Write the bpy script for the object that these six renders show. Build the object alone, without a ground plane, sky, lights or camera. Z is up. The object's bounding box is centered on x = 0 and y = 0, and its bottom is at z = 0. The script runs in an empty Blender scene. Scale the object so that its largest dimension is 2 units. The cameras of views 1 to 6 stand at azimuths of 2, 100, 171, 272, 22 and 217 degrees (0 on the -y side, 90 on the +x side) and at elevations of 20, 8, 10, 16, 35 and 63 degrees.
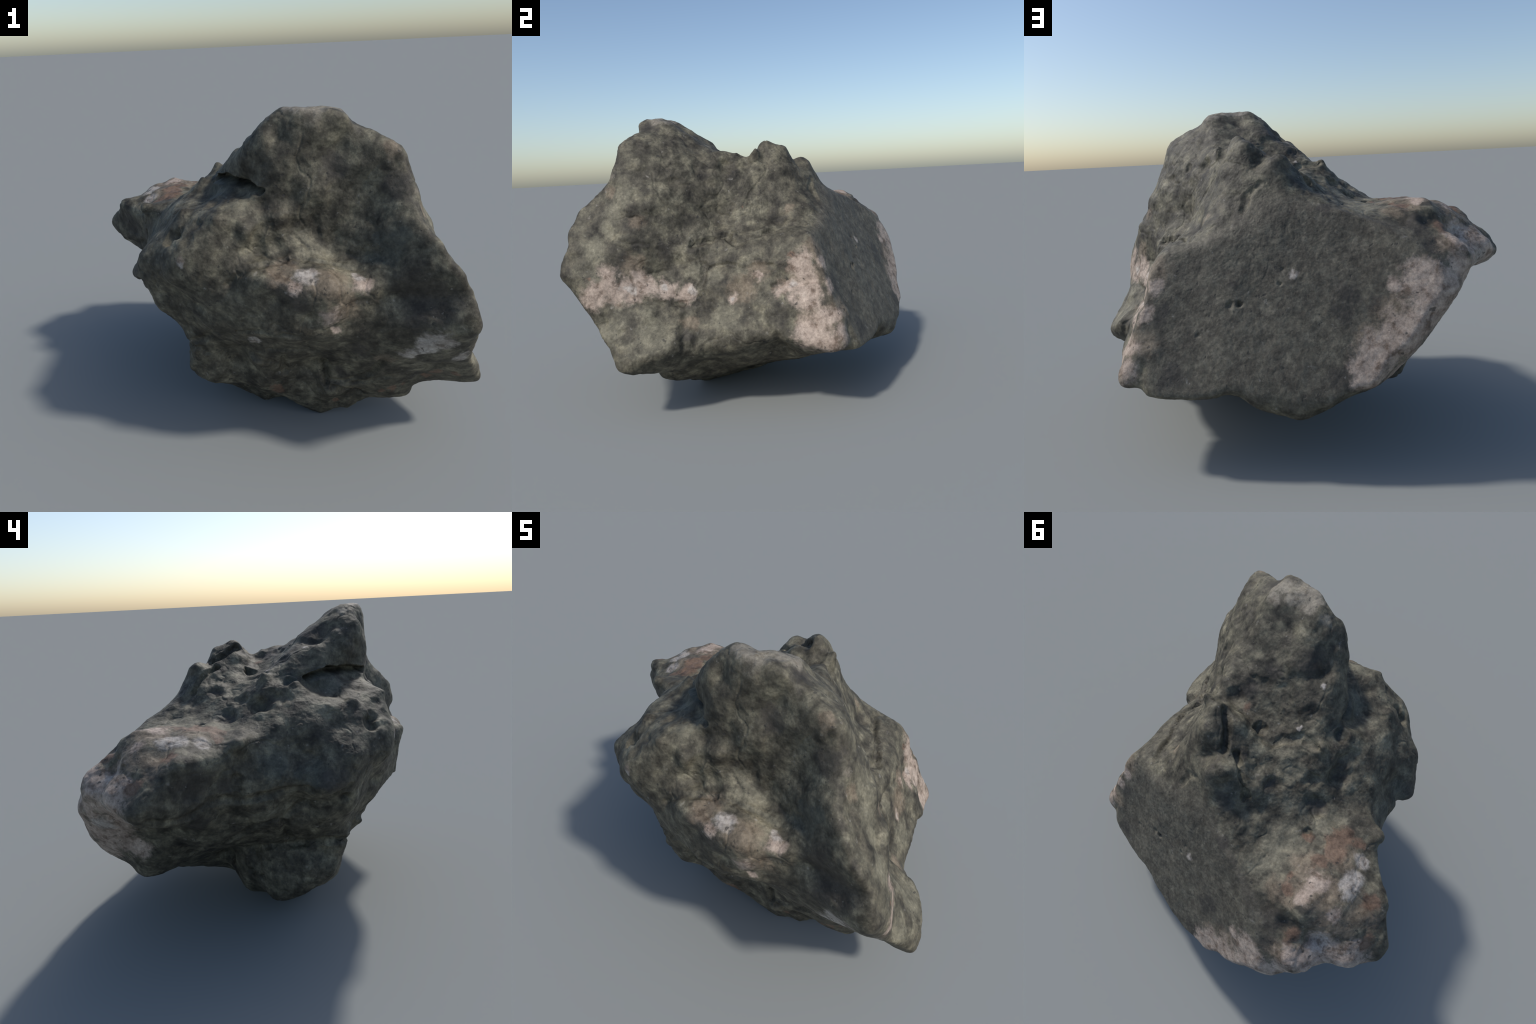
"""A weathered boulder: a leaning slab-like peak over a stepped front, a flat back face,
a snout on the left and pale quartz crust along the lower corners."""
import bpy, math
import numpy as np

# ---------------------------------------------------------------- control points
# Points that the stone's surface passes through, metres, gathered by feature.
# edges: lines along which the surface turns, followed point by point
EDGES = {
    "peak_crest": [(-0.02, -0.46, 1.58), (0.07, -0.52, 1.63), (0.17, -0.53, 1.64), (0.30, -0.53, 1.62), (0.36, -0.57, 1.57),
                   (0.45, -0.64, 1.49), (0.52, -0.66, 1.46), (0.56, -0.665, 1.39), (0.58, -0.70, 1.29), (0.585, -0.76, 1.22),
                   (0.62, -0.805, 1.16), (0.67, -0.86, 1.10), (0.695, -0.88, 1.05), (0.75, -0.89, 0.98), (0.79, -0.875, 0.93),
                   (0.80, -0.91, 0.85), (0.79, -0.92, 0.77)],
    "front_ledge": [(-0.30, -0.60, 0.66), (-0.19, -0.67, 0.69), (-0.07, -0.73, 0.695), (0.0, -0.77, 0.69), (0.15, -0.785, 0.69), (0.25, -0.77, 0.68),
                    (0.32, -0.757, 0.67), (0.45, -0.755, 0.68), (0.59, -0.80, 0.70)],
    "corner_ridge": [(0.63, 0.385, 0.925), (0.67, 0.45, 0.84), (0.683, 0.465, 0.766), (0.725, 0.45, 0.712), (0.745, 0.478, 0.66),
                     (0.77, 0.495, 0.585), (0.79, 0.53, 0.516), (0.815, 0.57, 0.44), (0.80, 0.59, 0.39)],
    "right_foot_edge": [(0.835, 0.46, 0.43), (0.843, 0.28, 0.437), (0.825, 0.24, 0.44), (0.826, 0.154, 0.433), (0.83, 0.08, 0.41), (0.825, -0.01, 0.377),
                        (0.82, -0.12, 0.37), (0.86, -0.21, 0.40)],
    "flake_edge": [(0.87, -0.22, 0.42), (0.93, -0.29, 0.44), (0.97, -0.40, 0.42), (1.0, -0.50, 0.36), (0.99, -0.55, 0.32), (0.97, -0.57, 0.31),
                   (0.92, -0.63, 0.42), (0.89, -0.69, 0.49), (0.86, -0.75, 0.58), (0.85, -0.81, 0.66), (0.81, -0.87, 0.71), (0.79, -0.92, 0.765)],
    "quartz_groove": [(0.82, -0.50, 0.66), (0.835, -0.545, 0.655), (0.867, -0.625, 0.605), (0.875, -0.667, 0.53)],
    "front_lip": [(-0.10, -0.755, 0.955), (-0.036, -0.79, 0.975), (0.07, -0.811, 0.94), (0.16, -0.815, 0.945), (0.244, -0.827, 0.95), (0.334, -0.805, 0.915), (0.405, -0.80, 0.893)],
    "slot": [(-0.26, -0.29, 1.29), (-0.25, -0.336, 1.30), (-0.19, -0.39, 1.305), (-0.15, -0.432, 1.305), (-0.09, -0.49, 1.305), (-0.06, -0.57, 1.29)],
    "rib": [(0.204, 0.12, 1.454), (0.29, 0.11, 1.37), (0.36, 0.12, 1.21), (0.41, 0.125, 1.09), (0.43, 0.13, 1.03)],
}

ROCK_POINTS = {
    "back_face_lower": [
        (0.20, 0.72, 0.57), (-0.39, 0.88, 0.52), (-0.31, 0.89, 0.50), (-0.21, 0.92, 0.42),
        (-0.16, 0.91, 0.44), (-0.13, 0.90, 0.39), (0.06, 0.85, 0.41), (0.34, 0.75, 0.36),
        (0.43, 0.73, 0.35), (0.64, 0.67, 0.35), (0.73, 0.59, 0.45), (0.76, 0.55, 0.36),
        (-0.15, 0.73, 0.31), (-0.04, 0.89, 0.33), (0.08, 0.86, 0.29), (0.09, 0.82, 0.25),
        (0.26, 0.79, 0.32), (0.34, 0.65, 0.33), (0.53, 0.70, 0.34), (0.53, 0.65, 0.32),
        (0.62, 0.53, 0.32), (0.71, 0.63, 0.34), (0.10, 0.74, 0.23),
    ],
    "back_face_upper": [
        (-0.20, 0.59, 1.09), (0.42, 0.39, 1.01), (0.15, 0.57, 0.92), (0.05, 0.63, 0.85),
        (0.29, 0.62, 0.72),
    ],
    "front_lower": [
        (-0.40, -0.48, 0.62), (-0.31, -0.51, 0.59), (-0.10, -0.60, 0.57), (-0.10, -0.66, 0.64),
        (0.00, -0.70, 0.64), (0.15, -0.71, 0.64), (0.30, -0.70, 0.62), (-0.42, -0.44, 0.47),
        (-0.22, -0.44, 0.46), (-0.19, -0.52, 0.52), (-0.15, -0.49, 0.50), (-0.10, -0.56, 0.44),
        (0.24, -0.52, 0.41),
    ],
    "front_upper": [
        (0.40, -0.62, 1.33), (0.43, -0.65, 1.19), (-0.44, -0.56, 1.09), (-0.07, -0.63, 1.07),
        (0.28, -0.60, 1.06), (-0.39, -0.67, 1.04), (-0.05, -0.64, 1.02), (0.02, -0.73, 0.99),
        (0.02, -0.64, 1.05), (0.15, -0.77, 0.97), (0.27, -0.65, 1.00), (0.44, -0.70, 1.03),
        (0.51, -0.77, 1.02), (-0.46, -0.64, 0.93), (-0.19, -0.70, 0.92), (0.01, -0.78, 0.88),
        (0.37, -0.78, 0.86), (-0.53, -0.49, 0.79), (-0.44, -0.55, 0.83), (-0.37, -0.57, 0.79),
        (0.02, -0.78, 0.75), (0.09, -0.80, 0.77), (0.16, -0.79, 0.79), (0.24, -0.82, 0.81),
        (0.31, -0.77, 0.76), (0.39, -0.78, 0.83), (0.26, -0.77, 0.72),
    ],
    "left_flank_lower": [
        (-0.54, -0.40, 0.66), (-0.53, -0.19, 0.62), (-0.52, -0.29, 0.60), (-0.52, -0.22, 0.60),
        (-0.50, -0.01, 0.57), (-0.46, 0.08, 0.51), (-0.45, -0.01, 0.52), (-0.43, -0.36, 0.42),
        (-0.42, -0.31, 0.41), (-0.41, -0.20, 0.43),
    ],
    "left_flank_upper": [
        (-0.70, 0.06, 1.07), (-0.51, -0.41, 1.08), (-0.68, 0.06, 0.99), (-0.64, 0.01, 1.03),
        (-0.62, -0.46, 0.99), (-0.57, -0.25, 0.98), (-0.66, -0.20, 0.87), (-0.64, -0.25, 0.87),
        (-0.63, -0.12, 0.94), (-0.71, 0.05, 0.83), (-0.69, -0.32, 0.83), (-0.67, -0.40, 0.84),
        (-0.66, -0.08, 0.83), (-0.62, -0.24, 0.80), (-0.60, -0.32, 0.77), (-0.56, -0.19, 0.76),
        (-0.62, -0.06, 0.70), (-0.56, -0.44, 0.69),
    ],
    "left_terrace": [
        (-0.32, -0.22, 1.27), (-0.30, -0.18, 1.28), (-0.26, -0.26, 1.26), (0.10, -0.60, 1.28),
        (0.15, -0.62, 1.29), (0.26, -0.60, 1.31), (-0.46, -0.28, 1.18), (-0.44, -0.35, 1.19),
        (-0.43, -0.11, 1.17), (-0.39, -0.48, 1.18), (-0.30, -0.29, 1.23), (-0.30, -0.34, 1.22),
        (-0.29, -0.39, 1.20), (-0.28, -0.44, 1.22), (-0.24, -0.49, 1.21), (-0.23, -0.65, 1.20),
        (-0.19, -0.52, 1.24), (-0.14, 0.35, 1.18), (-0.10, -0.57, 1.24), (-0.03, -0.59, 1.22),
        (0.05, -0.63, 1.19), (0.18, 0.40, 1.17), (0.30, -0.61, 1.22), (-0.54, -0.26, 1.09),
        (-0.53, -0.13, 1.12), (-0.53, -0.18, 1.10), (-0.50, -0.03, 1.12), (-0.48, 0.12, 1.09),
        (-0.42, 0.29, 1.10), (-0.25, 0.43, 1.10), (-0.17, -0.65, 1.13), (-0.10, -0.67, 1.13),
        (-0.00, -0.64, 1.14), (0.10, -0.60, 1.14), (0.28, 0.39, 1.10),
    ],
    "pale_crust_lower": [
        (-0.62, 0.36, 0.59), (-0.59, 0.25, 0.56), (-0.58, 0.57, 0.60), (-0.46, 0.88, 0.61),
        (-0.56, 0.52, 0.47), (-0.52, 0.27, 0.50), (-0.51, 0.38, 0.50), (-0.44, 0.69, 0.42),
        (-0.40, 0.40, 0.37), (-0.45, 0.57, 0.31), (-0.41, 0.64, 0.31), (-0.34, 0.43, 0.34),
    ],
    "pale_crust_upper": [
        (-0.59, 0.53, 1.12), (-0.57, 0.59, 1.10), (-0.48, 0.49, 1.10), (-0.36, 0.52, 1.08),
        (-0.43, 0.63, 1.04), (-0.34, 0.65, 1.04), (-0.55, 0.76, 0.94), (-0.58, 0.86, 0.73),
        (-0.49, 0.87, 0.66),
    ],
    "peak": [
        (0.01, -0.54, 1.58), (0.06, -0.44, 1.61), (0.11, -0.58, 1.62), (0.16, -0.39, 1.55),
        (0.22, -0.47, 1.63), (0.25, -0.60, 1.61), (0.32, -0.61, 1.59), (0.32, -0.44, 1.60),
        (-0.09, -0.34, 1.46), (-0.02, -0.57, 1.53), (0.04, -0.56, 1.52), (0.19, -0.34, 1.52),
        (0.28, -0.59, 1.48), (0.37, -0.42, 1.53), (0.52, -0.57, 1.48), (-0.14, -0.33, 1.44),
        (-0.12, -0.49, 1.40), (-0.12, -0.26, 1.43), (0.01, -0.60, 1.40), (0.24, -0.18, 1.43),
        (0.28, -0.11, 1.40), (0.29, -0.03, 1.40), (0.35, -0.28, 1.44), (0.36, -0.15, 1.37),
        (0.43, -0.34, 1.43), (0.56, -0.59, 1.44),
    ],
    "rear_hump": [
        (0.15, 0.04, 1.35), (0.17, 0.24, 1.42), (0.24, 0.04, 1.37), (0.31, 0.08, 1.42),
        (-0.28, -0.10, 1.29), (-0.27, -0.04, 1.32), (-0.22, 0.00, 1.26), (-0.12, -0.07, 1.32),
        (-0.12, 0.20, 1.26), (-0.12, 0.10, 1.26), (-0.08, 0.16, 1.25), (-0.05, 0.18, 1.27),
        (-0.03, -0.05, 1.30), (0.00, 0.06, 1.28), (0.02, 0.31, 1.34), (0.08, 0.36, 1.33),
        (0.10, -0.03, 1.31), (0.12, 0.29, 1.32), (0.30, 0.03, 1.33), (-0.03, 0.40, 1.24),
        (0.10, 0.40, 1.22),
    ],
    "right_edge_lower": [
        (0.57, -0.65, 0.47), (0.78, -0.66, 0.48), (0.76, -0.55, 0.35), (0.86, -0.52, 0.29),
        (0.68, -0.45, 0.18), (0.70, -0.43, 0.23),
    ],
    "right_edge_upper": [
        (0.59, -0.50, 1.30), (0.61, -0.63, 1.32), (0.45, -0.65, 1.25), (0.62, -0.69, 1.22),
        (0.62, -0.41, 1.21), (0.63, -0.73, 1.18), (0.66, -0.53, 1.19), (0.65, -0.78, 1.14),
        (0.69, -0.66, 1.11), (0.70, -0.81, 1.07), (0.74, -0.62, 0.98), (0.78, -0.84, 0.96),
        (0.78, -0.58, 0.97), (0.52, -0.76, 0.86), (0.62, -0.80, 0.88), (0.81, -0.84, 0.87),
        (0.71, -0.42, 0.76), (0.84, -0.84, 0.81), (0.70, -0.80, 0.63),
    ],
    "right_face_lower": [
        (0.73, -0.24, 0.65), (0.73, -0.12, 0.66), (0.73, 0.02, 0.63), (0.74, -0.13, 0.60),
        (0.76, -0.36, 0.62), (0.77, -0.30, 0.56), (0.79, 0.29, 0.60), (0.80, 0.25, 0.57),
        (0.77, -0.20, 0.53), (0.79, 0.36, 0.51), (0.80, 0.17, 0.52), (0.74, 0.24, 0.40),
        (0.76, 0.10, 0.35), (0.82, 0.54, 0.37), (0.71, -0.20, 0.27), (0.75, -0.05, 0.32),
        (0.85, -0.43, 0.26), (0.92, -0.40, 0.31), (0.97, -0.51, 0.29),
    ],
    "right_face_upper": [
        (0.42, -0.16, 1.28), (0.50, -0.21, 1.08), (0.41, 0.20, 1.04), (0.43, 0.21, 0.99),
        (0.47, -0.14, 1.04), (0.48, -0.10, 1.00), (0.52, -0.02, 0.96), (0.63, -0.34, 0.98),
        (0.64, 0.05, 0.88), (0.65, 0.16, 0.87), (0.66, -0.22, 0.87), (0.63, -0.16, 0.85),
        (0.66, -0.06, 0.83), (0.66, -0.34, 0.82), (0.67, 0.30, 0.84), (0.69, 0.20, 0.75),
        (0.70, 0.26, 0.70), (0.72, 0.34, 0.69), (0.73, -0.34, 0.67),
    ],
    "snout": [
        (-0.78, 0.38, 1.05), (-0.74, 0.47, 1.09), (-0.70, 0.22, 1.07), (-0.64, 0.25, 1.11),
        (-0.96, 0.40, 0.95), (-0.87, 0.31, 1.04), (-0.85, 0.26, 1.01), (-0.73, 0.65, 0.95),
        (-0.68, 0.63, 0.98), (-0.99, 0.41, 0.88), (-0.94, 0.50, 0.91), (-0.91, 0.61, 0.87),
        (-0.82, 0.26, 0.87), (-0.75, 0.18, 0.91), (-0.73, 0.77, 0.87), (-0.70, 0.78, 0.92),
        (-1.00, 0.49, 0.84), (-0.98, 0.46, 0.81), (-0.97, 0.53, 0.83), (-0.78, 0.47, 0.75),
        (-0.63, 0.84, 0.76), (-0.63, 0.81, 0.83), (-0.70, 0.27, 0.68), (-0.70, 0.33, 0.69),
        (-0.66, 0.16, 0.73), (-0.64, 0.41, 0.67),
    ],
    "underside": [
        (-0.40, -0.10, 0.39), (-0.32, 0.03, 0.36), (-0.30, 0.22, 0.40), (-0.27, 0.12, 0.37),
        (-0.20, -0.41, 0.38), (-0.46, -0.24, 0.34), (-0.45, -0.37, 0.31), (-0.42, -0.38, 0.30),
        (-0.33, 0.05, 0.28), (-0.29, -0.42, 0.29), (-0.20, 0.18, 0.34), (0.16, -0.46, 0.26),
        (0.18, -0.46, 0.33), (0.26, -0.51, 0.29), (0.33, 0.51, 0.27), (-0.45, -0.19, 0.20),
        (-0.44, -0.26, 0.23), (-0.42, -0.10, 0.17), (-0.34, -0.27, 0.17), (-0.33, -0.40, 0.24),
        (-0.29, 0.00, 0.15), (-0.25, 0.12, 0.20), (-0.14, -0.32, 0.16), (-0.11, -0.42, 0.21),
        (-0.08, 0.20, 0.20), (-0.08, 0.57, 0.20), (-0.04, -0.45, 0.23), (0.24, -0.51, 0.24),
        (0.36, 0.12, 0.17), (0.40, -0.44, 0.20), (-0.37, -0.04, 0.13), (-0.29, -0.19, 0.11),
        (-0.15, 0.09, 0.07), (-0.15, -0.23, 0.06), (-0.05, 0.05, 0.06), (0.01, -0.30, 0.10),
        (0.05, 0.30, 0.12), (0.25, -0.40, 0.08), (0.31, -0.41, 0.12), (0.33, -0.02, 0.13),
        (0.51, -0.37, 0.11), (0.56, -0.34, 0.12), (0.59, -0.40, 0.12), (-0.06, -0.28, 0.04),
        (0.17, -0.32, -0.00), (0.24, -0.36, -0.00), (0.32, -0.26, 0.05), (0.37, -0.39, 0.05),
    ],
}

# where each colour sits: x, y, z, radius
PATCHES = {
    "pink": [
        (-0.75, 0.60, 0.75, 0.13), (-0.65, 0.68, 0.65, 0.13), (-0.55, 0.75, 0.55, 0.12), (-0.85, 0.55, 0.85, 0.11), (-0.70, 0.70, 0.85, 0.12),
        (-0.45, 0.80, 0.45, 0.10), (-0.60, 0.62, 0.53, 0.10), (-0.36, 0.84, 0.40, 0.08),
        (-0.73, 0.71, 0.93, 0.1), (-0.88, 0.62, 0.90, 0.11), (-0.69, 0.78, 0.78, 0.08), (-0.69, 0.66, 0.72, 0.08), (-0.58, 0.78, 0.63, 0.09),
        (-0.57, 0.67, 0.59, 0.09), (-0.53, 0.74, 0.54, 0.08), (-0.65, 0.81, 0.81, 0.07), (-0.81, 0.64, 0.82, 0.05), (0.84, -0.60, 0.68, 0.07),
        (0.77, -0.50, 0.74, 0.06), (0.71, 0.39, 0.73, 0.05), (0.82, -0.65, 0.78, 0.07), (0.87, -0.71, 0.68, 0.09), (0.84, -0.66, 0.71, 0.08),
        (0.80, -0.53, 0.71, 0.08), (0.76, -0.45, 0.70, 0.06), (0.73, -0.36, 0.68, 0.07), (0.72, -0.26, 0.65, 0.06), (0.73, 0.01, 0.63, 0.035),
        (0.70, 0.14, 0.73, 0.035), (0.69, 0.35, 0.79, 0.09), (0.72, 0.30, 0.68, 0.07), (0.75, 0.38, 0.64, 0.1), (0.82, 0.42, 0.46, 0.11),
        (0.83, 0.50, 0.41, 0.08), (0.79, 0.48, 0.54, 0.07), (0.73, 0.25, 0.66, 0.05), (-0.27, 0.88, 0.53, 0.12), (-0.20, 0.88, 0.47, 0.09),
        (-0.38, 0.87, 0.60, 0.13), (-0.49, 0.86, 0.68, 0.12), (-0.57, 0.85, 0.75, 0.11), (-0.48, 0.80, 0.81, 0.11), (-0.43, 0.88, 0.62, 0.09),
        (-0.39, 0.88, 0.53, 0.08), (-0.22, 0.91, 0.43, 0.06), (-0.75, 0.72, 0.90, 0.08), (-0.65, 0.80, 0.86, 0.07), (-0.37, 0.78, 0.78, 0.05),
        (-0.86, 0.63, 0.91, 0.06), (-0.18, 0.88, 0.48, 0.06), (-0.35, 0.86, 0.62, 0.08), (-0.76, 0.63, 0.95, 0.11), (-0.67, 0.75, 0.95, 0.09),
        (-0.88, 0.54, 0.95, 0.07), (-0.56, 0.82, 0.81, 0.08), (-0.73, 0.50, 1.08, 0.05), (-0.58, 0.44, 1.12, 0.06), (-0.57, 0.51, 1.12, 0.05),
        (0.26, -0.77, 0.72, 0.03), (0.24, -0.81, 0.80, 0.06), (0.10, -0.81, 0.93, 0.04), (0.37, -0.79, 0.93, 0.05), (0.70, 0.51, 0.70, 0.05),
        (0.76, 0.54, 0.54, 0.05), (0.80, 0.57, 0.45, 0.06), (0.66, 0.47, 0.80, 0.05),
    ],
    "cream": [
        (0.20, -0.54, 1.63, 0.09), (0.28, -0.51, 1.62, 0.05), (0.01, -0.47, 1.60, 0.04), (0.12, -0.48, 1.62, 0.05), (0.29, -0.44, 1.60, 0.04),
        (0.10, -0.52, 1.63, 0.05), (0.21, -0.48, 1.63, 0.05), (0.14, -0.57, 1.63, 0.05), (0.32, -0.50, 1.61, 0.05), (0.61, -0.68, 1.28, 0.03),
    ],
    "tan": [
        (-0.51, 0.41, 1.12, 0.1), (-0.64, 0.46, 1.12, 0.1), (-0.44, 0.56, 1.08, 0.06), (-0.84, 0.62, 0.93, 0.1), (-0.58, 0.45, 1.12, 0.11),
        (-0.62, 0.25, 1.11, 0.1), (-0.80, 0.41, 1.04, 0.12), (-0.52, 0.54, 1.10, 0.07), (-0.76, 0.57, 1.02, 0.13), (-0.63, 0.76, 0.95, 0.09),
        (0.14, -0.01, 1.33, 0.03), (0.71, 0.36, 0.72, 0.13), (0.80, 0.45, 0.51, 0.13), (0.80, -0.23, 0.52, 0.05), (0.72, 0.05, 0.67, 0.09),
        (0.69, 0.14, 0.76, 0.07), (0.76, -0.52, 0.82, 0.07), (-0.23, 0.84, 0.58, 0.08), (-0.33, 0.83, 0.67, 0.09), (0.50, -0.68, 0.52, 0.06),
        (0.24, -0.81, 0.96, 0.1), (0.30, -0.80, 0.83, 0.09), (0.04, -0.74, 0.98, 0.08), (0.39, 0.28, 1.06, 0.04), (0.64, 0.44, 0.87, 0.09),
        (0.73, 0.56, 0.57, 0.09), (-0.74, 0.52, 1.08, 0.1), (0.62, -0.68, 1.21, 0.05), (0.70, -0.50, 1.05, 0.05), (0.49, -0.65, 1.48, 0.05),
    ],
    "white": [
        (-0.80, 0.60, 0.85, 0.07), (-0.65, 0.72, 0.70, 0.06), (-0.90, 0.50, 0.82, 0.06),
        (0.15, -0.77, 0.96, 0.055), (0.36, -0.76, 0.95, 0.03), (-0.39, -0.67, 1.03, 0.03), (-0.71, 0.37, 1.09, 0.06), (-0.70, 0.22, 1.07, 0.05),
        (-0.72, 0.31, 1.09, 0.05), (-0.75, 0.63, 0.96, 0.06), (0.73, -0.37, 0.70, 0.03), (0.73, -0.23, 0.66, 0.03), (0.80, -0.53, 0.71, 0.03),
        (0.71, 0.31, 0.69, 0.03), (0.73, 0.01, 0.63, 0.02), (0.04, 0.63, 0.85, 0.03), (-0.13, -0.07, 1.32, 0.015), (-0.12, -0.26, 1.43, 0.02),
        (-0.28, -0.10, 1.29, 0.01), (0.69, -0.83, 0.68, 0.09), (0.59, -0.74, 0.58, 0.05), (0.81, -0.76, 0.56, 0.05),
        (0.65, -0.79, 0.64, 0.06), (-0.09, -0.63, 0.61, 0.04),
    ],
    "rust": [
        (-0.57, 0.24, 1.12, 0.09), (-0.54, 0.35, 1.11, 0.05), (-0.49, 0.53, 1.10, 0.04), (-0.82, 0.35, 1.05, 0.05), (-0.91, 0.49, 0.95, 0.05),
        (-0.62, 0.68, 1.01, 0.05), (-0.59, 0.17, 1.10, 0.05), (-0.58, 0.18, 1.10, 0.07), (-0.57, 0.28, 1.12, 0.06), (-0.65, 0.16, 1.08, 0.04),
        (-0.42, 0.27, 1.10, 0.04), (0.31, -0.41, 0.12, 0.028), (0.40, -0.45, 0.21, 0.028), (0.77, -0.59, 0.39, 0.04), (0.73, -0.54, 0.34, 0.03),
        (0.85, -0.60, 0.38, 0.03), (0.57, -0.51, 0.25, 0.035), (0.63, -0.51, 0.28, 0.025), (0.52, -0.49, 0.22, 0.02), (0.85, -0.75, 0.77, 0.018),
        (0.67, 0.30, 0.84, 0.025), (0.43, 0.02, 1.08, 0.01), (0.14, -0.01, 1.33, 0.02), (0.01, -0.44, 0.22, 0.05), (-0.47, 0.49, 1.10, 0.03),
    ],
    "pale_green": [
        (-0.36, 0.38, 1.10, 0.13), (-0.48, 0.16, 1.10, 0.1), (-0.32, 0.52, 1.08, 0.08), (0.01, 0.27, 1.34, 0.06), (0.17, -0.65, 1.03, 0.06),
        (0.22, -0.65, 1.02, 0.05), (0.32, -0.70, 0.98, 0.05), (-0.20, 0.10, 1.22, 0.08), (-0.26, 0.21, 1.15, 0.05), (-0.01, 0.13, 1.30, 0.05),
        (-0.46, -0.32, 1.17, 0.06), (-0.13, -0.58, 1.23, 0.06), (0.89, -0.38, 0.48, 0.12), (0.83, -0.45, 0.58, 0.06), (0.68, -0.22, 0.76, 0.06),
        (0.69, -0.10, 0.74, 0.05), (0.78, -0.03, 0.54, 0.1), (0.78, -0.72, 0.92, 0.08), (0.69, -0.64, 1.11, 0.08), (0.72, -0.66, 1.02, 0.06),
        (0.65, -0.58, 1.20, 0.08), (0.85, -0.71, 0.75, 0.05), (0.45, -0.01, 1.04, 0.05), (0.91, -0.62, 0.51, 0.08), (-0.44, -0.03, 1.14, 0.04),
        (-0.62, -0.03, 0.70, 0.06),
    ],
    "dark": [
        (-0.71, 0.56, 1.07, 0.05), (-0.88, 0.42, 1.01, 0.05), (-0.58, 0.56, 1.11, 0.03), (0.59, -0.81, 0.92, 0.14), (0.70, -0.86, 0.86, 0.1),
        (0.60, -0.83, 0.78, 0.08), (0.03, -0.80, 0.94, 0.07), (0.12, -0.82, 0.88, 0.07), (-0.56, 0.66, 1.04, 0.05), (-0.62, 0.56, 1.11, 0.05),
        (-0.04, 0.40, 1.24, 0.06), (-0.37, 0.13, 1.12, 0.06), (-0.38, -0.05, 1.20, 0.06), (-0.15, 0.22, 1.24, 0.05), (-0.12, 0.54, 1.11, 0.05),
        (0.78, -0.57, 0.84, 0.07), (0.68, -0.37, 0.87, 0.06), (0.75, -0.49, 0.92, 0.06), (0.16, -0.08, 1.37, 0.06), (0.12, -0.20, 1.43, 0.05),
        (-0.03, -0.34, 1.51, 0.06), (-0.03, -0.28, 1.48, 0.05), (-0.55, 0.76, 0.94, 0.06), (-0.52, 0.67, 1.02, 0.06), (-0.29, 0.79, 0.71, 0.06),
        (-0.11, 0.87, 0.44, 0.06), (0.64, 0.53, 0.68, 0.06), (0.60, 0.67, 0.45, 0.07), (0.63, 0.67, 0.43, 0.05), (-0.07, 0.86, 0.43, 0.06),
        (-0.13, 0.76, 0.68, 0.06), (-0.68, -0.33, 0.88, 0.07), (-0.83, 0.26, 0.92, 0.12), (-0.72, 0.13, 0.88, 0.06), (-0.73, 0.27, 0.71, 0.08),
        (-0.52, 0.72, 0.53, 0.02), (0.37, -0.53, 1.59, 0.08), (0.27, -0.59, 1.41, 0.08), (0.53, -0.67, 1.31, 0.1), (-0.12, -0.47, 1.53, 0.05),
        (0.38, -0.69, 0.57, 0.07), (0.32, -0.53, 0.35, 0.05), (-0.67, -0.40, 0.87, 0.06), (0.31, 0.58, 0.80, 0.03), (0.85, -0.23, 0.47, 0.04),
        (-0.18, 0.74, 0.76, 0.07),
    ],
    "teal": [
        (0.49, -0.73, 1.08, 0.09), (0.44, -0.70, 1.03, 0.05), (0.53, -0.76, 1.13, 0.05), (-0.05, 0.39, 1.24, 0.07), (-0.34, 0.16, 1.13, 0.06),
        (-0.23, -0.38, 1.27, 0.1), (-0.28, -0.18, 1.29, 0.06), (-0.63, -0.09, 0.95, 0.1), (-0.64, -0.26, 0.89, 0.08),
    ],
}

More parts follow.
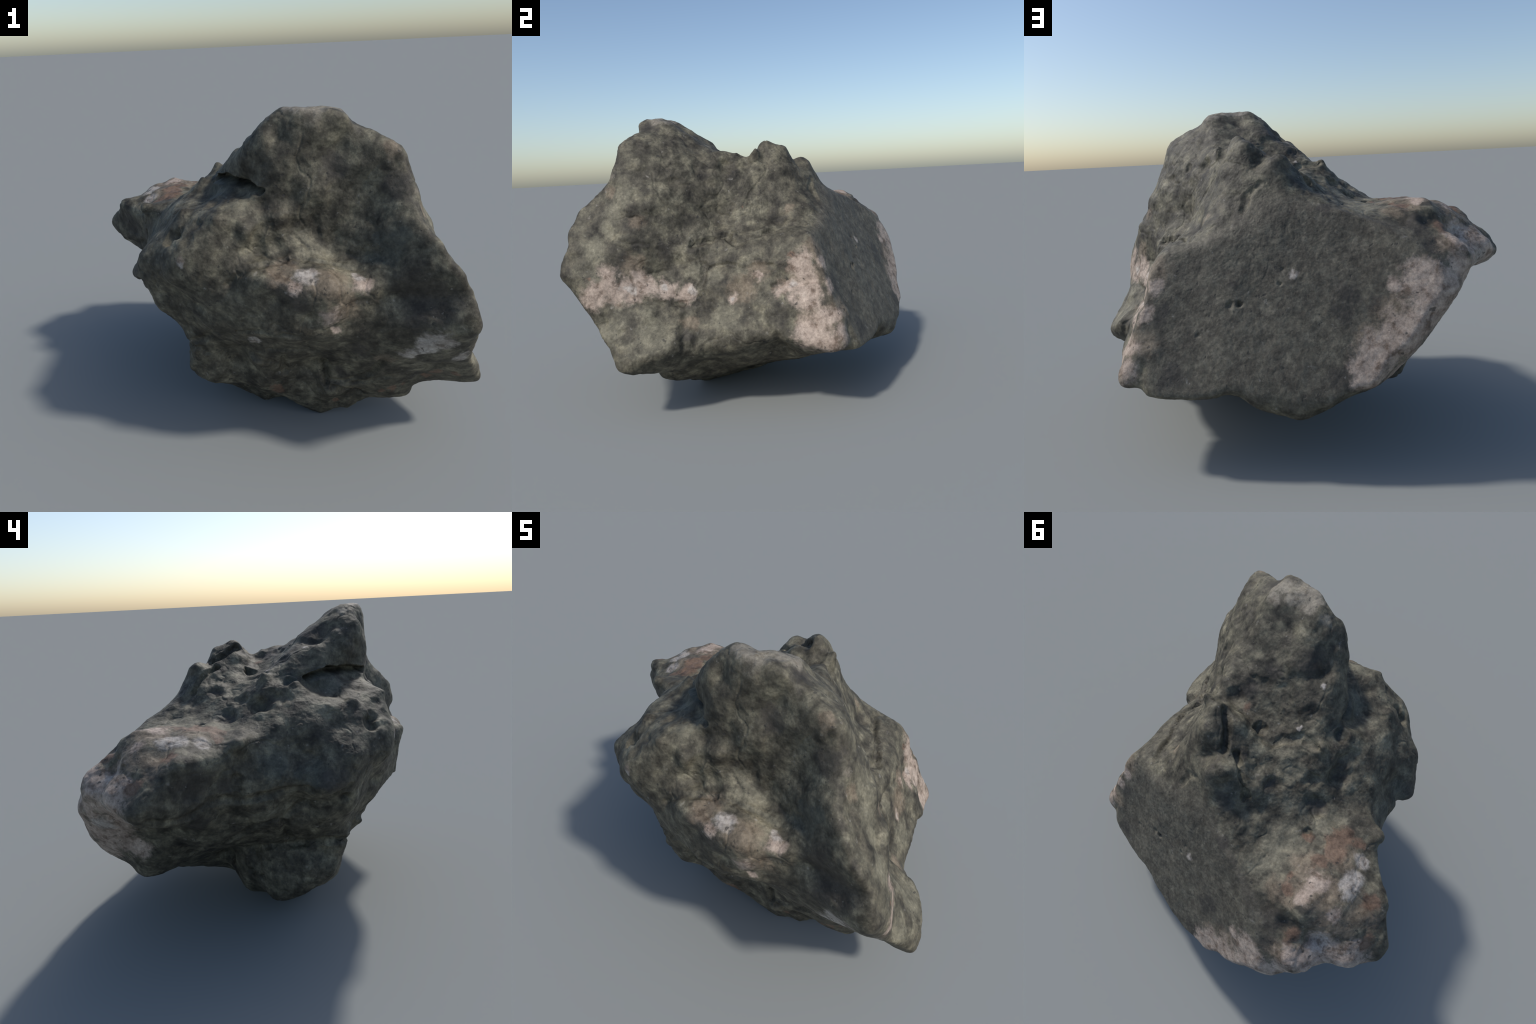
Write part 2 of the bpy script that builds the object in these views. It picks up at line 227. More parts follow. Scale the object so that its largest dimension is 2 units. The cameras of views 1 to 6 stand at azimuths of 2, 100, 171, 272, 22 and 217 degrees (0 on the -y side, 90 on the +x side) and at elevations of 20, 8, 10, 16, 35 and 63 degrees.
# cracks and undercuts: depth, half width, line
CREASES = {
    "crack_behind_knob": (0.030, 0.016, [(0.17, 0.10, 1.42), (0.14, 0.12, 1.42), (0.10, 0.17, 1.40), (0.08, 0.21, 1.38), (0.07, 0.25, 1.36)]),
    "crack_lower": (0.028, 0.014, [(0.02, 0.21, 1.34), (-0.02, 0.25, 1.31), (-0.06, 0.28, 1.29), (-0.08, 0.30, 1.26), (-0.11, 0.33, 1.22)]),
    "notch": (0.014, 0.024, [(-0.06, -0.64, 1.11), (-0.00, -0.64, 1.16), (0.01, -0.63, 1.08), (0.04, -0.66, 1.03)]),
    "lens_crease": (0.014, 0.014, [(-0.19, -0.70, 0.92), (-0.14, -0.71, 0.96), (-0.07, -0.71, 0.99), (-0.01, -0.69, 1.01), (0.06, -0.69, 1.01)]),
    "lip_line": (0.010, 0.012, [(0.09, -0.69, 1.01), (0.18, -0.69, 1.01), (0.26, -0.69, 0.99), (0.36, -0.71, 0.98)]),
    "ledge_groove": (0.022, 0.016, [(0.63, -0.23, 0.91), (0.60, -0.18, 0.92), (0.56, -0.12, 0.93), (0.54, -0.07, 0.94), (0.57, -0.04, 0.92), (0.60, 0.01, 0.91), (0.59, 0.01, 0.92), (0.56, 0.12, 0.94), (0.51, 0.22, 0.97), (0.49, 0.35, 0.99)]),
    "face_crack": (0.008, 0.010, [(0.67, -0.13, 0.78), (0.68, -0.04, 0.80), (0.68, 0.04, 0.78), (0.68, 0.11, 0.79), (0.67, 0.21, 0.79)]),
    "strata_a": (0.014, 0.014, [(-0.39, -0.46, 0.52), (-0.34, -0.48, 0.54), (-0.28, -0.58, 0.63)]),
    "strata_b": (0.016, 0.012, [(-0.16, -0.66, 0.66), (-0.05, -0.74, 0.70), (-0.01, -0.76, 0.68), (0.04, -0.78, 0.70), (0.10, -0.78, 0.69)]),
    "strata_c": (0.014, 0.014, [(-0.02, -0.62, 0.55), (0.06, -0.62, 0.55), (0.19, -0.61, 0.54)]),
    "crevice": (0.030, 0.018, [(0.23, -0.53, 0.44), (0.24, -0.50, 0.36), (0.25, -0.51, 0.28)]),
    "crevice_small": (0.022, 0.012, [(0.05, -0.58, 0.49), (0.04, -0.53, 0.42), (0.05, -0.48, 0.34), (0.01, -0.49, 0.35)]),
    "strata_d": (0.020, 0.016, [(0.26, -0.51, 0.29), (0.33, -0.51, 0.29), (0.39, -0.53, 0.32), (0.45, -0.57, 0.37), (0.50, -0.66, 0.50)]),
    "strata_e": (0.012, 0.014, [(0.35, -0.51, 0.28), (0.45, -0.53, 0.30), (0.50, -0.56, 0.34), (0.55, -0.56, 0.36)]),
    "foot_line": (0.014, 0.014, [(-0.40, -0.45, 0.48), (-0.36, -0.46, 0.48), (-0.34, -0.45, 0.45)]),
    "block_line": (0.016, 0.018, [(-0.14, -0.59, 0.57), (-0.12, -0.55, 0.50), (-0.08, -0.58, 0.48), (0.04, -0.54, 0.43)]),
    "bulge_under": (0.016, 0.016, [(-0.65, 0.55, 0.67), (-0.97, 0.43, 0.82), (-0.86, 0.33, 0.78), (-0.80, 0.25, 0.79), (-0.76, 0.21, 0.83), (-0.71, 0.15, 0.82), (-0.69, 0.01, 0.81), (-0.65, -0.09, 0.82), (-0.64, -0.21, 0.83), (-0.65, -0.27, 0.82), (-0.63, -0.34, 0.79), (-0.64, -0.43, 0.83)]),
    "band_under": (0.020, 0.016, [(-0.49, 0.29, 0.49), (-0.51, 0.20, 0.51), (-0.56, 0.03, 0.62), (-0.57, -0.05, 0.65), (-0.56, -0.12, 0.66), (-0.56, -0.24, 0.74)]),
    "shelf_under": (0.030, 0.020, [(-0.32, 0.05, 0.41), (-0.38, -0.04, 0.44), (-0.40, -0.14, 0.45), (-0.41, -0.25, 0.47), (-0.44, -0.32, 0.49), (-0.45, -0.37, 0.49), (-0.42, -0.43, 0.47)]),
    "shelf_joint": (0.020, 0.018, [(-0.55, -0.12, 0.64), (-0.47, -0.13, 0.55), (-0.40, -0.16, 0.48)]),
    "snout_split": (0.020, 0.018, [(-0.70, 0.71, 0.75), (-0.72, 0.67, 0.75), (-0.68, 0.62, 0.70), (-0.65, 0.55, 0.67)]),
    "snout_joint": (0.020, 0.020, [(-0.70, 0.08, 0.91), (-0.71, 0.07, 0.85), (-0.70, 0.09, 0.81)]),
    "right_lump": (0.012, 0.016, [(0.72, 0.22, 0.68), (0.70, 0.27, 0.69), (0.72, 0.37, 0.71), (0.72, 0.43, 0.72), (0.73, 0.47, 0.70)]),
    "block_split": (0.010, 0.014, [(0.71, -0.18, 0.70), (0.69, -0.16, 0.75), (0.66, -0.16, 0.80)]),
    "pale_under": (0.010, 0.014, [(0.83, -0.54, 0.66), (0.82, -0.50, 0.65), (0.79, -0.42, 0.62), (0.77, -0.38, 0.61), (0.73, -0.27, 0.60)]),
    "lower_split": (0.012, 0.018, [(0.78, -0.25, 0.55), (0.83, -0.25, 0.51), (0.86, -0.25, 0.48), (0.88, -0.24, 0.41)]),
    "peak_base": (0.008, 0.020, [(-0.10, -0.33, 1.45), (-0.07, -0.26, 1.44), (0.01, -0.22, 1.45), (0.04, -0.16, 1.40), (0.12, -0.15, 1.39), (0.18, -0.12, 1.39)]),
    "mid_step": (0.016, 0.018, [(-0.06, 0.04, 1.26), (-0.09, 0.00, 1.27), (-0.13, -0.02, 1.29), (-0.16, -0.05, 1.30), (-0.25, -0.04, 1.31)]),
    "rim_tail": (0.012, 0.016, [(0.23, 0.41, 1.11), (0.21, 0.38, 1.16), (0.14, 0.38, 1.22)]),
    "red_gap": (0.016, 0.014, [(0.28, -0.51, 0.26), (0.33, -0.49, 0.23), (0.43, -0.43, 0.18)]),
    "underface": (0.010, 0.016, [(0.83, 0.23, 0.45), (0.70, 0.26, 0.35), (0.69, 0.31, 0.33)]),
}
# rounded knobs and hollows: x, y, z, radius, height
KNOBS = [
    (0.21, 0.10, 1.43, 0.05, 0.012), (0.10, 0.09, 1.37, 0.045, 0.015), (-0.06, 0.12, 1.26, 0.05, 0.016), (0.03, 0.32, 1.34, 0.055, 0.02),
    (-0.32, -0.20, 1.27, 0.03, 0.014), (-0.39, -0.47, 1.18, 0.035, 0.012), (-0.44, -0.03, 1.14, 0.035, 0.01), (-0.70, 0.07, 1.07, 0.05, 0.015),
    (-0.87, 0.33, 1.04, 0.08, 0.02), (0.30, -0.12, 1.39, 0.05, 0.016), (0.28, -0.21, 1.43, 0.04, 0.010), (0.68, -0.53, 1.13, 0.07, 0.014),
    (0.65, -0.45, 1.12, 0.04, 0.014), (0.42, -0.15, 1.27, 0.05, 0.014), (0.53, -0.02, 0.95, 0.022, 0.012), (0.68, -0.22, 0.77, 0.06, 0.008),
    (0.84, -0.45, 0.57, 0.06, 0.010), (0.78, -0.32, 0.55, 0.06, 0.010), (0.72, 0.31, 0.68, 0.06, 0.010), (0.16, -0.45, 0.33, 0.06, 0.012),
    (0.24, -0.60, 1.31, 0.06, 0.010), (0.15, -0.77, 0.97, 0.05, 0.008), (-0.14, -0.60, 0.58, 0.05, 0.012), (-0.21, 0.37, 1.13, 0.05, 0.012),
    (-0.13, 0.45, 1.15, 0.05, 0.012), (-0.20, 0.03, 1.24, 0.06, 0.012), (-0.13, -0.58, 1.23, 0.05, 0.010), (-0.39, -0.48, 1.18, 0.03, 0.010),
    (-0.75, 0.74, 0.88, 0.03, 0.012), (-0.71, 0.23, 0.72, 0.06, 0.014), (-0.62, -0.01, 0.69, 0.05, 0.01), (-0.55, -0.31, 0.68, 0.06, 0.014),
    (-0.86, 0.61, 0.92, 0.05, 0.012), (0.74, 0.56, 0.52, 0.04, 0.010), (0.68, 0.59, 0.54, 0.04, 0.01), (0.76, -0.90, 0.84, 0.05, 0.01),
    (-0.60, 0.52, 1.12, 0.05, 0.012), (-0.64, 0.77, 0.94, 0.05, 0.010), (-0.68, -0.31, 0.85, 0.06, 0.014), (0.22, -0.61, 1.27, 0.06, 0.008),
    (0.02, -0.63, 1.19, 0.05, 0.012),
]
PITS = [
    (-0.30, -0.18, 1.28, 0.04, 0.022), (0.03, 0.03, 1.30, 0.035, 0.035), (0.20, -0.02, 1.36, 0.06, 0.022), (-0.08, 0.24, 1.27, 0.06, 0.010),
    (-0.41, 0.26, 1.10, 0.025, 0.014), (-0.69, 0.64, 0.97, 0.022, 0.014), (-0.79, 0.56, 1.01, 0.018, 0.014), (-0.32, 0.06, 0.26, 0.028, 0.03),
    (-0.36, 0.00, 0.25, 0.022, 0.03), (-0.45, -0.55, 1.08, 0.05, 0.03), (-0.32, -0.60, 1.16, 0.035, 0.012), (-0.30, 0.06, 1.19, 0.05, 0.016),
    (-0.37, -0.02, 1.19, 0.05, 0.02), (-0.36, -0.09, 1.22, 0.05, 0.02), (-0.17, 0.20, 1.23, 0.06, 0.022), (-0.39, -0.15, 1.21, 0.05, 0.014),
    (-0.18, 0.20, 0.30, 0.06, 0.05), (0.56, -0.33, 1.23, 0.06, 0.014), (0.36, -0.09, 1.32, 0.05, 0.020), (0.66, -0.53, 1.19, 0.04, 0.012),
    (0.45, -0.24, 1.31, 0.03, 0.014), (0.18, -0.60, 1.12, 0.06, 0.012), (0.13, -0.61, 1.40, 0.05, 0.008), (0.07, -0.77, 0.97, 0.03, 0.004),
    (0.33, 0.61, 0.72, 0.022, 0.008), (0.11, 0.64, 0.80, 0.012, 0.006), (0.29, 0.62, 0.72, 0.016, 0.008), (0.09, 0.61, 0.86, 0.012, 0.005),
    (0.29, 0.62, 0.72, 0.014, 0.007), (0.11, 0.63, 0.80, 0.012, 0.006), (0.57, 0.63, 0.54, 0.018, 0.008), (0.48, 0.62, 0.60, 0.014, 0.006),
    (-0.49, 0.87, 0.66, 0.012, 0.014), (-0.41, -0.57, 1.11, 0.04, 0.014), (-0.37, 0.13, 1.12, 0.06, 0.022), (-0.58, 0.65, 1.05, 0.06, 0.018),
    (-0.73, 0.62, 0.97, 0.05, 0.010), (0.22, -0.49, 0.24, 0.03, 0.012), (-0.52, 0.28, 0.50, 0.03, 0.01), (-0.60, -0.41, 0.77, 0.035, 0.025),
    (-0.33, -0.60, 0.77, 0.04, 0.012), (0.92, -0.55, 0.49, 0.03, 0.008), (0.88, -0.66, 0.54, 0.02, 0.008), (-0.05, -0.36, 1.50, 0.05, 0.01),
    (-0.39, -0.04, 1.18, 0.06, 0.02),
]

CLEAVAGE_POINT = np.array([-0.129, 0.692, 0.829])
CLEAVAGE_NORMAL = np.array([0.2531, 0.8691, 0.4249])
LEVEL = 8
CORE = np.array([0.0, -0.03, 0.78])     # every surface point is seen from here


def radial_surface(points, soft=0.03, relax=2e-3):
    """Smooth distance-from-core function through the control points (multiquadric)."""
    d = points - CORE
    r = np.linalg.norm(d, axis=1)
    u = d / r[:, None]
    n = len(u)
    k = np.zeros((n + 4, n + 4))
    k[:n, :n] = np.sqrt(((u[:, None] - u[None]) ** 2).sum(-1) + soft ** 2) - relax * np.eye(n)
    q = np.c_[np.ones(n), u]
    k[:n, n:] = q
    k[n:, :n] = q.T
    s = np.linalg.solve(k, np.r_[r, np.zeros(4)])

    def radius(dirs):
        out = np.empty(len(dirs))
        u32, w32 = u.astype(np.float32), s[:n].astype(np.float32)
        for i in range(0, len(dirs), 8192):
            c = dirs[i:i + 8192]
            a = np.sqrt(np.maximum(np.float32(2 + soft ** 2) - np.float32(2) * (c.astype(np.float32) @ u32.T), np.float32(soft ** 2)))
            out[i:i + 8192] = a @ w32 + s[n] + c @ s[n + 1:]
        return out
    return radius


# ---------------------------------------------------------------- noise helpers
def lattice(i, seed):
    """Random value in -1..1 for each integer lattice corner."""
    h = i[0] * np.uint32(374761393) + i[1] * np.uint32(668265263) + i[2] * np.uint32(2246822519) + np.uint32(seed * 97 + 13) * np.uint32(1274126177)
    h = (h ^ (h >> np.uint32(13))) * np.uint32(1274126177)
    h = (h ^ (h >> np.uint32(16))) * np.uint32(2246822519)
    return ((h ^ (h >> np.uint32(15))) & np.uint32(0xFFFF)).astype(np.float32) / np.float32(32767.5) - np.float32(1)


def value_noise(p, seed=0):
    p = np.ascontiguousarray(np.asarray(p, np.float32).T)
    base = np.floor(p)
    f = p - base
    i = base.astype(np.int32).astype(np.uint32)
    f = f * f * f * (f * (f * 6 - 15) + 10)
    out = np.zeros(p.shape[1], np.float32)
    for dx in (0, 1):
        for dy in (0, 1):
            wxy = (f[0] if dx else 1 - f[0]) * (f[1] if dy else 1 - f[1])
            for dz in (0, 1):
                out += wxy * (f[2] if dz else 1 - f[2]) * lattice((i[0] + np.uint32(dx), i[1] + np.uint32(dy), i[2] + np.uint32(dz)), seed)
    return out


def fractal(p, scale, octaves=4, seed=0, gain=0.5):
    out, amp, total = 0, 1.0, 0.0
    turn = np.array([[0.0, 0.8, 0.6], [-0.8, 0.36, -0.48], [-0.6, -0.48, 0.64]])
    q = np.asarray(p, np.float32) * np.float32(scale)
    turn = turn.astype(np.float32)
    for o in range(octaves):
        out = out + amp * value_noise(q, seed + o * 17)
        total += amp
        amp *= gain
        q = (q @ turn.T) * np.float32(2.03) + np.float32(3.7)
    return out / total


def smooth(a, b, x):
    t = np.clip((x - a) / (b - a), 0, 1)
    return t * t * (3 - 2 * t)


# ---------------------------------------------------------------- sphere of directions
def icosphere(level):
    import bmesh
    bm = bmesh.new()
    bmesh.ops.create_icosphere(bm, subdivisions=level, radius=1.0)
    bm.verts.ensure_lookup_table()
    v = np.array([x.co[:] for x in bm.verts])
    f = np.array([[x.index for x in g.verts] for g in bm.faces])
    bm.free()
    return v / np.linalg.norm(v, axis=1)[:, None], f


def refine(v, f, *fields):
    """Split every triangle in four; new points and fields are edge midpoints."""
    e = np.sort(np.concatenate([f[:, [0, 1]], f[:, [1, 2]], f[:, [2, 0]]]), axis=1)
    key, back = np.unique(e[:, 0] * len(v) + e[:, 1], return_inverse=True)
    a, b = key // len(v), key % len(v)
    m = back.reshape(3, -1).T + len(v)
    faces = np.concatenate([np.stack([f[:, 0], m[:, 0], m[:, 2]], 1), np.stack([m[:, 0], f[:, 1], m[:, 1]], 1),
                            np.stack([m[:, 2], m[:, 1], f[:, 2]], 1), m])
    grown = [np.concatenate([x, (x[a] + x[b]) / 2]) for x in (v, *fields)]
    return (grown[0], faces, *grown[1:])


def vertex_normals(v, f):
    a, b, c = v[f[:, 0]], v[f[:, 1]], v[f[:, 2]]
    n = np.cross(b - a, c - a)
    out = np.zeros_like(v)
    for k in range(3):
        for ax in range(3):
            out[:, ax] += np.bincount(f[:, k], n[:, ax], len(v))
    return out / np.maximum(np.linalg.norm(out, axis=1), 1e-9)[:, None]


def along(line, step=0.045):
    a, out = np.array(line), []
    for p, q in zip(a[:-1], a[1:]):
        n = max(1, int(round(np.linalg.norm(q - p) / step)))
        out += [p + (q - p) * k / n for k in range(n)]
    return out + [a[-1]]


def to_line(p, line):
    near = np.full(len(p), 9.0)
    for a, b in zip(line[:-1], line[1:]):
        e = b - a
        t = np.clip((p - a) @ e / max(e @ e, 1e-9), 0, 1)
        near = np.minimum(near, np.linalg.norm(p - a - t[:, None] * e, axis=1))
    return near


def build_shape():
    points = np.array([p for group in ROCK_POINTS.values() for p in group]
                      + [p for line in EDGES.values() for p in along(line)])
    radius = radial_surface(points)
    dirs, faces = icosphere(LEVEL)
    r = radius(dirs)
    # the back is one flat cleavage face: cut everything that would stand out of it
    facing = dirs @ CLEAVAGE_NORMAL
    reach = (CLEAVAGE_POINT - CORE) @ CLEAVAGE_NORMAL
    at_x = (CORE + dirs * r[:, None])[:, 0]
    swell = 0.022 * smooth(-0.22, -0.5, at_x) - 0.015 * smooth(0.3, 0.65, at_x) + 0.006 * fractal(dirs, 4.0, 3, seed=95)     # crust end a little proud, far corner set back
    to_plane = (reach + swell) / np.where(facing > 1e-3, facing, 1e-3)
    blend = 0.018 + 0.014 * fractal(dirs, 5.0, 2, seed=91)                       # how sharp the cut edge is
    k = np.clip(0.5 + 0.5 * (r - to_plane) / blend, 0, 1)
    r = np.where(facing > 1e-3, r * (1 - k) + to_plane * k - blend * k * (1 - k) * 0.6, r)
    v = CORE + dirs * r[:, None]
    n = vertex_normals(v, faces)
    flat = smooth(-0.05, -0.012, (v - CLEAVAGE_POINT) @ CLEAVAGE_NORMAL)      # 1 on the back face
    top = smooth(0.25, 0.6, n[:, 2]) * smooth(0.85, 1.0, v[:, 2]) * (1 - flat)  # 1 on the lumpy terraces
    h = np.zeros(len(v))
    for x, y, z, size, height in KNOBS:
        h += height * smooth(1.0, 0.0, np.linalg.norm(v - (x, y, z), axis=1) / (1.5 * size))
    for x, y, z, size, depth in PITS:
        i = np.flatnonzero(np.linalg.norm(v - (x, y, z), axis=1) < 1.6 * size)
        bent = v[i] + 0.25 * size * np.stack([value_noise(v[i] / size * 1.3, s) for s in (5, 6, 7)], 1)
        h[i] -= depth * smooth(1.0, 0.25, np.linalg.norm(bent - (x, y, z), axis=1) / (1.15 * size))
    v = v + n * h[:, None]

    v, faces, flat, top = refine(v, faces, flat, top)
    # weathering: broad lumps, knobs, a net of shallow cracks, grain
    n = vertex_normals(v, faces)
    lump = fractal(v, 5.5, 2, seed=3)
    knob = fractal(v, 11.0, 2, seed=11)
    dent = smooth(0.25, 0.7, fractal(v, 8.0, 2, seed=29))
    crack = 1 - smooth(0.0, 0.05, np.abs(fractal(v, 3.4, 4, seed=41)))
    scuff = fractal(v, 26.0, 3, seed=71)
    grain = fractal(v, 60.0, 3, seed=57)
    h = (0.006 + 0.004 * top) * lump + (0.006 + 0.005 * top) * knob - 0.008 * top * dent - 0.003 * crack + 0.0032 * scuff
    v = v + n * (h * (1 - 0.75 * flat) + 0.0016 * grain)[:, None]

    # cracks, ledge joints and undercuts, each a line with a depth and a half width
    n = vertex_normals(v, faces)
    wob = np.stack([fractal(v, 15.0, 2, seed=s) for s in (81, 82, 83)], 1) * 0.012
    w = v + wob
    cut = np.zeros(len(v))
    for depth, half, line in CREASES.values():
        pts = np.array(line)
        box = np.flatnonzero(((w > pts.min(0) - 3 * half) & (w < pts.max(0) + 3 * half)).all(1))
        near = to_line(w[box], pts)
        cut[box] = np.maximum(cut[box], depth * smooth(2.0, 0.2, near / half))
    v = v - n * cut[:, None]

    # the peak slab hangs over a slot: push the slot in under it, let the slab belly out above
    under = np.array([0.80, 0.56, 0.15])
    d = to_line(w * (1, 1, 1.9), np.array(EDGES["slot"]) * (1, 1, 1.9))
    v = v + under * (0.065 * smooth(0.05, 0.012, d))[:, None]
    v[:, 2] = np.maximum(v[:, 2], 0.0)
    return v, faces


# ---------------------------------------------------------------- material
class Nodes:
    def __init__(self, tree):
        self.t = tree

    def new(self, kind, **settings):
        n = self.t.nodes.new(kind)
        for k, v in settings.items():
            setattr(n, k, v)
        return n

    def put(self, socket, value):
        if isinstance(value, bpy.types.NodeSocket):
            self.t.links.new(value, socket)
        elif value is not None:
            socket.default_value = value

    def math(self, op, a, b=None, c=None, clamp=False):
        n = self.new("ShaderNodeMath", operation=op, use_clamp=clamp)
        for s, x in zip(n.inputs, (a, b, c)):
            self.put(s, x)
        return n.outputs[0]

    def vec(self, op, a, b=None, scale=None):
        n = self.new("ShaderNodeVectorMath", operation=op)
        self.put(n.inputs[0], a)
        self.put(n.inputs[1], b)
        if scale is not None:
            n.inputs["Scale"].default_value = scale
        return n.outputs["Value"] if op in ("DISTANCE", "DOT_PRODUCT") else n.outputs[0]

    def noise(self, p, scale, detail=4, rough=0.55, distort=0.0, colour=False):
        n = self.new("ShaderNodeTexNoise")
        self.put(n.inputs["Vector"], p)
        n.inputs["Scale"].default_value = scale
        n.inputs["Detail"].default_value = detail
        n.inputs["Roughness"].default_value = rough
        n.inputs["Distortion"].default_value = distort
        return n.outputs["Color" if colour else "Fac"]

    def step(self, x, lo, hi):
        n = self.new("ShaderNodeMapRange", interpolation_type="SMOOTHSTEP")
        self.put(n.inputs["Value"], x)
        n.inputs["From Min"].default_value = lo
        n.inputs["From Max"].default_value = hi
        return n.outputs["Result"]

    def mix(self, fac, a, b, blend="MIX"):
        n = self.new("ShaderNodeMix", data_type="RGBA", blend_type=blend)
        self.put(n.inputs["Factor"], fac)
        for s, x in ((n.inputs[6], a), (n.inputs[7], b)):
            self.put(s, (*x, 1.0) if isinstance(x, tuple) else x)
        return n.outputs[2]

    def ramp(self, x, stops):
        n = self.new("ShaderNodeValToRGB")
        e = n.color_ramp.elements
        while len(e) < len(stops):
            e.new(0.5)
        for el, (pos, col) in zip(e, stops):
            el.position, el.color = pos, (*col, 1.0)
        self.put(n.inputs["Fac"], x)
        return n.outputs["Color"]

    def patches(self, p, spots):
        """1 in the middle of the nearest spot, 0 at its rim, negative outside; near spots merge."""
        out = None
        for x, y, z, r in spots:
            d = self.vec("DISTANCE", p, (x, y, z))
            k = self.math("MULTIPLY_ADD", d, -1.0 / r, 1.0)
            if out is None:
                out = k
            else:
                n = self.new("ShaderNodeMath", operation="SMOOTH_MAX")
                for s, x_ in zip(n.inputs, (out, k, 0.35)):
                    self.put(s, x_)
                out = n.outputs[0]
        return out


def stone_material():
    m = bpy.data.materials.new("weathered_stone")
    m.use_nodes = True
    g = Nodes(m.node_tree)
    bsdf = m.node_tree.nodes["Principled BSDF"]
    pos = g.new("ShaderNodeTexCoord").outputs["Object"]

    # coordinates bent by noise so that no patch keeps a round rim
    bend = g.noise(pos, 7.0, 4, 0.6, colour=True)
    bent = g.vec("ADD", pos, g.vec("SCALE", g.vec("SUBTRACT", bend, (0.5, 0.5, 0.5)), scale=0.11))
    ragged = g.math("SUBTRACT", g.noise(pos, 24.0, 5, 0.65), 0.5)

    def mask(kind, lo=-0.1, hi=0.55, rag=1.5):
        return g.step(g.math("MULTIPLY_ADD", ragged, rag, g.patches(bent, PATCHES[kind])), lo, hi)

    # mottled olive-charcoal ground
    broad = g.noise(pos, 9.0, 8, 0.66, 0.4)
    col = g.ramp(broad, [(0.32, (0.034, 0.030, 0.023)), (0.44, (0.068, 0.061, 0.045)),
                         (0.56, (0.107, 0.098, 0.071)), (0.70, (0.182, 0.168, 0.122))])
    blot = g.noise(g.vec("ADD", pos, (3.1, 1.7, 5.2)), 17.0, 5, 0.6)
    col = g.mix(1.0, col, g.ramp(blot, [(0.34, (0.42, 0.41, 0.40)), (0.5, (0.92, 0.92, 0.92)), (0.66, (1.55, 1.53, 1.48))]), "MULTIPLY")
    # flat back: greyer and evener
    back = g.step(g.vec("DOT_PRODUCT", g.vec("SUBTRACT", pos, tuple(CLEAVAGE_POINT)), tuple(CLEAVAGE_NORMAL)), -0.035, -0.012)
    even = g.ramp(g.noise(pos, 20.0, 8, 0.75, 0.2), [(0.33, (0.046, 0.040, 0.031)), (0.50, (0.097, 0.087, 0.068)), (0.67, (0.160, 0.147, 0.116))])
    even = g.mix(1.0, even, g.ramp(blot, [(0.34, (0.80, 0.79, 0.78)), (0.66, (1.15, 1.15, 1.13))]), "MULTIPLY")
    col = g.mix(g.math("MULTIPLY", back, 0.8), col, even)

    # darker, greener and paler areas
    tone = g.ramp(blot, [(0.35, (0.75, 0.75, 0.74)), (0.65, (1.25, 1.25, 1.22))])
    col = g.mix(g.math("MULTIPLY", mask("pale_green"), 0.6), col, g.mix(1.0, (0.190, 0.176, 0.130), tone, "MULTIPLY"))
    col = g.mix(g.math("MULTIPLY", mask("teal"), 0.5), col, g.mix(1.0, (0.064, 0.074, 0.068), tone, "MULTIPLY"))
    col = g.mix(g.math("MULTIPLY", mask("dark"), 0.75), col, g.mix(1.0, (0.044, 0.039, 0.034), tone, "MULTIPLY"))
    # quartz crust: pink, then near white, veined by dirt
    vein = g.ramp(g.noise(pos, 20.0, 5, 0.6, 0.2), [(0.34, (0.42, 0.37, 0.33)), (0.47, (0.88, 0.86, 0.84)), (0.70, (1.20, 1.19, 1.17))])
    col = g.mix(g.math("MULTIPLY", mask("tan"), 0.6), col, g.mix(1.0, (0.225, 0.180, 0.132), vein, "MULTIPLY"))
    pink = g.mix(g.noise(pos, 10.0, 3), (0.320, 0.250, 0.205), (0.450, 0.375, 0.320))
    col = g.mix(g.math("MULTIPLY", mask("pink"), 0.9), col, g.mix(1.0, pink, vein, "MULTIPLY"))
    col = g.mix(g.math("MULTIPLY", mask("white"), 0.85), col, g.mix(1.0, (0.400, 0.370, 0.340), vein, "MULTIPLY"))
    col = g.mix(g.math("MULTIPLY", mask("cream"), 0.6), col, g.mix(1.0, (0.290, 0.265, 0.220), vein, "MULTIPLY"))
    col = g.mix(g.math("MULTIPLY", mask("rust", 0.0, 0.5), 0.85), col, g.mix(1.0, (0.155, 0.100, 0.070), vein, "MULTIPLY"))

    # grain, pale crystals and dark pits
    fine = g.noise(pos, 70.0, 5, 0.7, 0.3)
    col = g.mix(1.0, col, g.ramp(fine, [(0.3, (0.66, 0.65, 0.64)), (0.7, (1.30, 1.30, 1.29))]), "MULTIPLY")
    crystal = g.math("MULTIPLY", g.step(g.noise(pos, 30.0, 4, 0.6), 0.64, 0.80), 0.6)
    col = g.mix(crystal, col, (0.30, 0.28, 0.25))
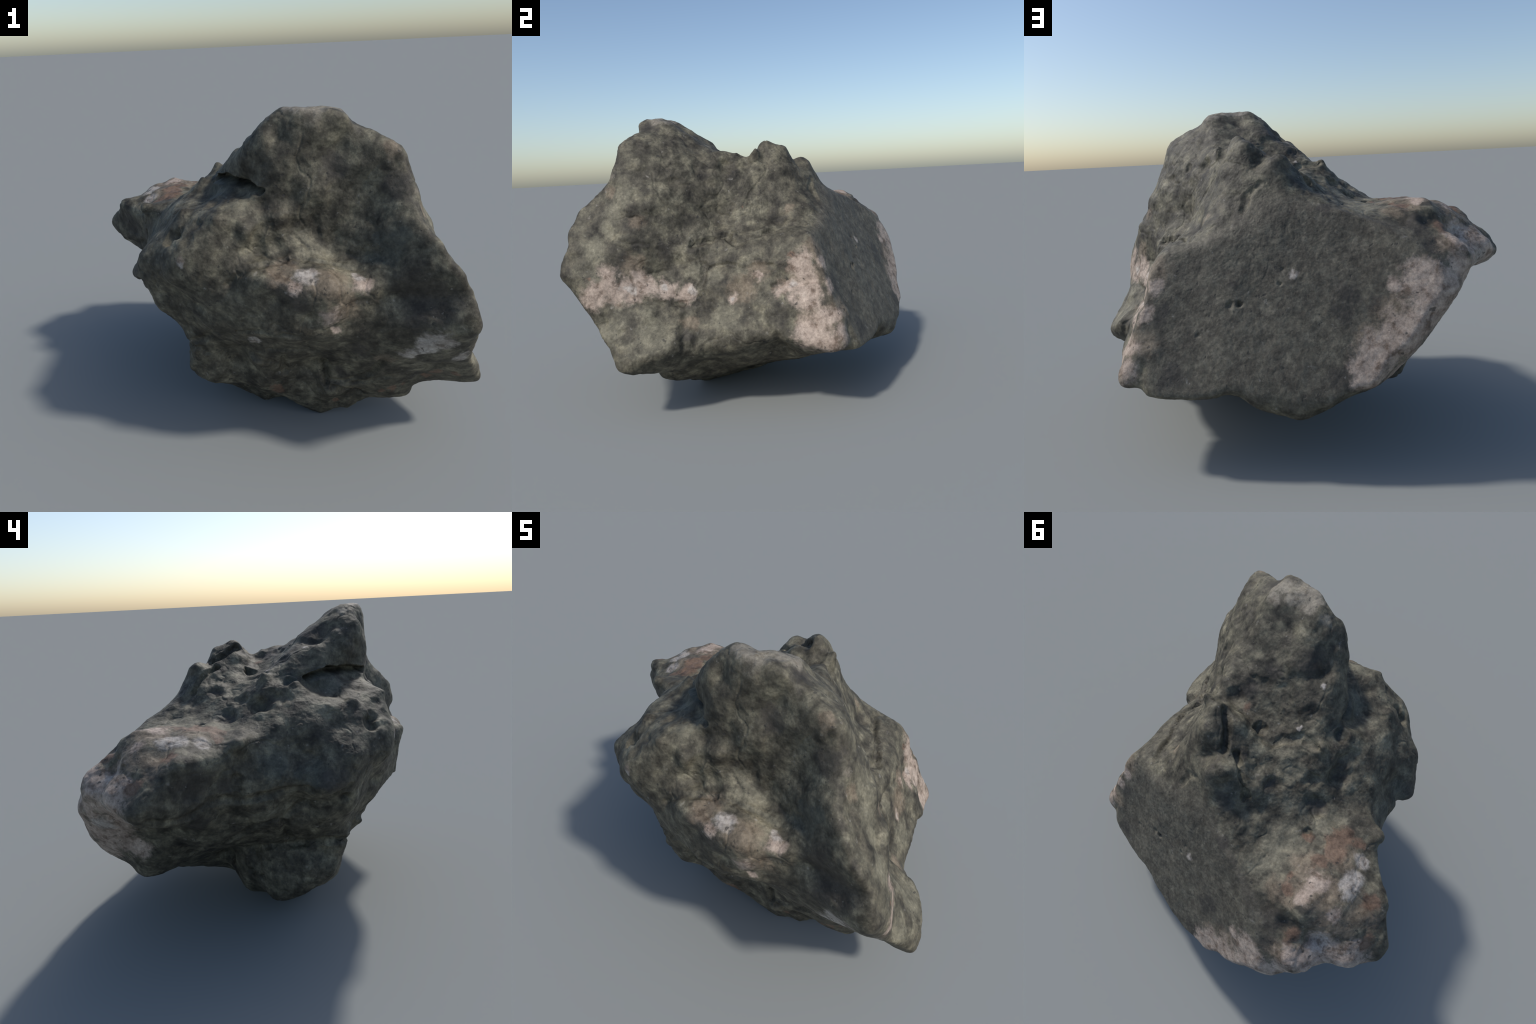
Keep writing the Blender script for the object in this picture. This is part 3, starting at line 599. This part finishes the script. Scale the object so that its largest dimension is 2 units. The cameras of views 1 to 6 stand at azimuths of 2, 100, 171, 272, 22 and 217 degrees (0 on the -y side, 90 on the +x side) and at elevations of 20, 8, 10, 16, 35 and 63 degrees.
    pit = g.math("MULTIPLY", g.step(g.noise(g.vec("ADD", pos, (9.0, 4.0, 2.0)), 34.0, 2, 0.45), 0.67, 0.75), 0.7)
    col = g.mix(pit, col, (0.030, 0.028, 0.026))

    g.put(bsdf.inputs["Base Color"], col)
    bsdf.inputs["Roughness"].default_value = 0.66
    bsdf.inputs["Specular IOR Level"].default_value = 0.35
    bump = g.new("ShaderNodeBump")
    bump.inputs["Strength"].default_value = 0.45
    bump.inputs["Distance"].default_value = 0.006
    height = g.math("ADD", g.math("MULTIPLY", g.noise(pos, 55.0, 6, 0.65), 1.0), g.math("MULTIPLY", pit, -0.5))
    g.put(bump.inputs["Height"], height)
    g.put(bsdf.inputs["Normal"], bump.outputs["Normal"])
    return m


v, f = build_shape()
normals = vertex_normals(v, f)
crust = np.full(len(v), -1.0)
for x, y, z, r in PATCHES["pink"] + PATCHES["white"]:
    crust = np.maximum(crust, 1 - np.linalg.norm(v - (x, y, z), axis=1) / r)
is_crust = (crust + 0.3 * fractal(v, 14.0, 3, seed=5))[f].mean(1) > 0.1

rock = bpy.data.objects.new("rock", None)
rock.empty_display_size = 0.3
bpy.context.scene.collection.objects.link(rock)
rock["label"] = "rugged grey-green boulder with pale pink quartz crust"
rock["category"] = "rock"
stone = stone_material()


def part(name, faces):
    """One piece of the single stone surface; borders and normals match the neighbour's."""
    used, index = np.unique(faces, return_inverse=True)
    index = index.reshape(-1, 3)
    me = bpy.data.meshes.new(name)
    me.vertices.add(len(used))
    me.vertices.foreach_set("co", v[used].astype(np.float32).ravel())
    me.loops.add(index.size)
    me.loops.foreach_set("vertex_index", index.astype(np.int32).ravel())
    me.polygons.add(len(index))
    me.polygons.foreach_set("loop_start", np.arange(0, index.size, 3, dtype=np.int32))
    me.update(calc_edges=True)
    me.shade_smooth()
    me.normals_split_custom_set_from_vertices(normals[used].tolist())
    me.materials.append(stone)
    ob = bpy.data.objects.new(name, me)
    ob.parent = rock
    bpy.context.scene.collection.objects.link(ob)


part("stone_body", f[~is_crust])
part("quartz_crust", f[is_crust])
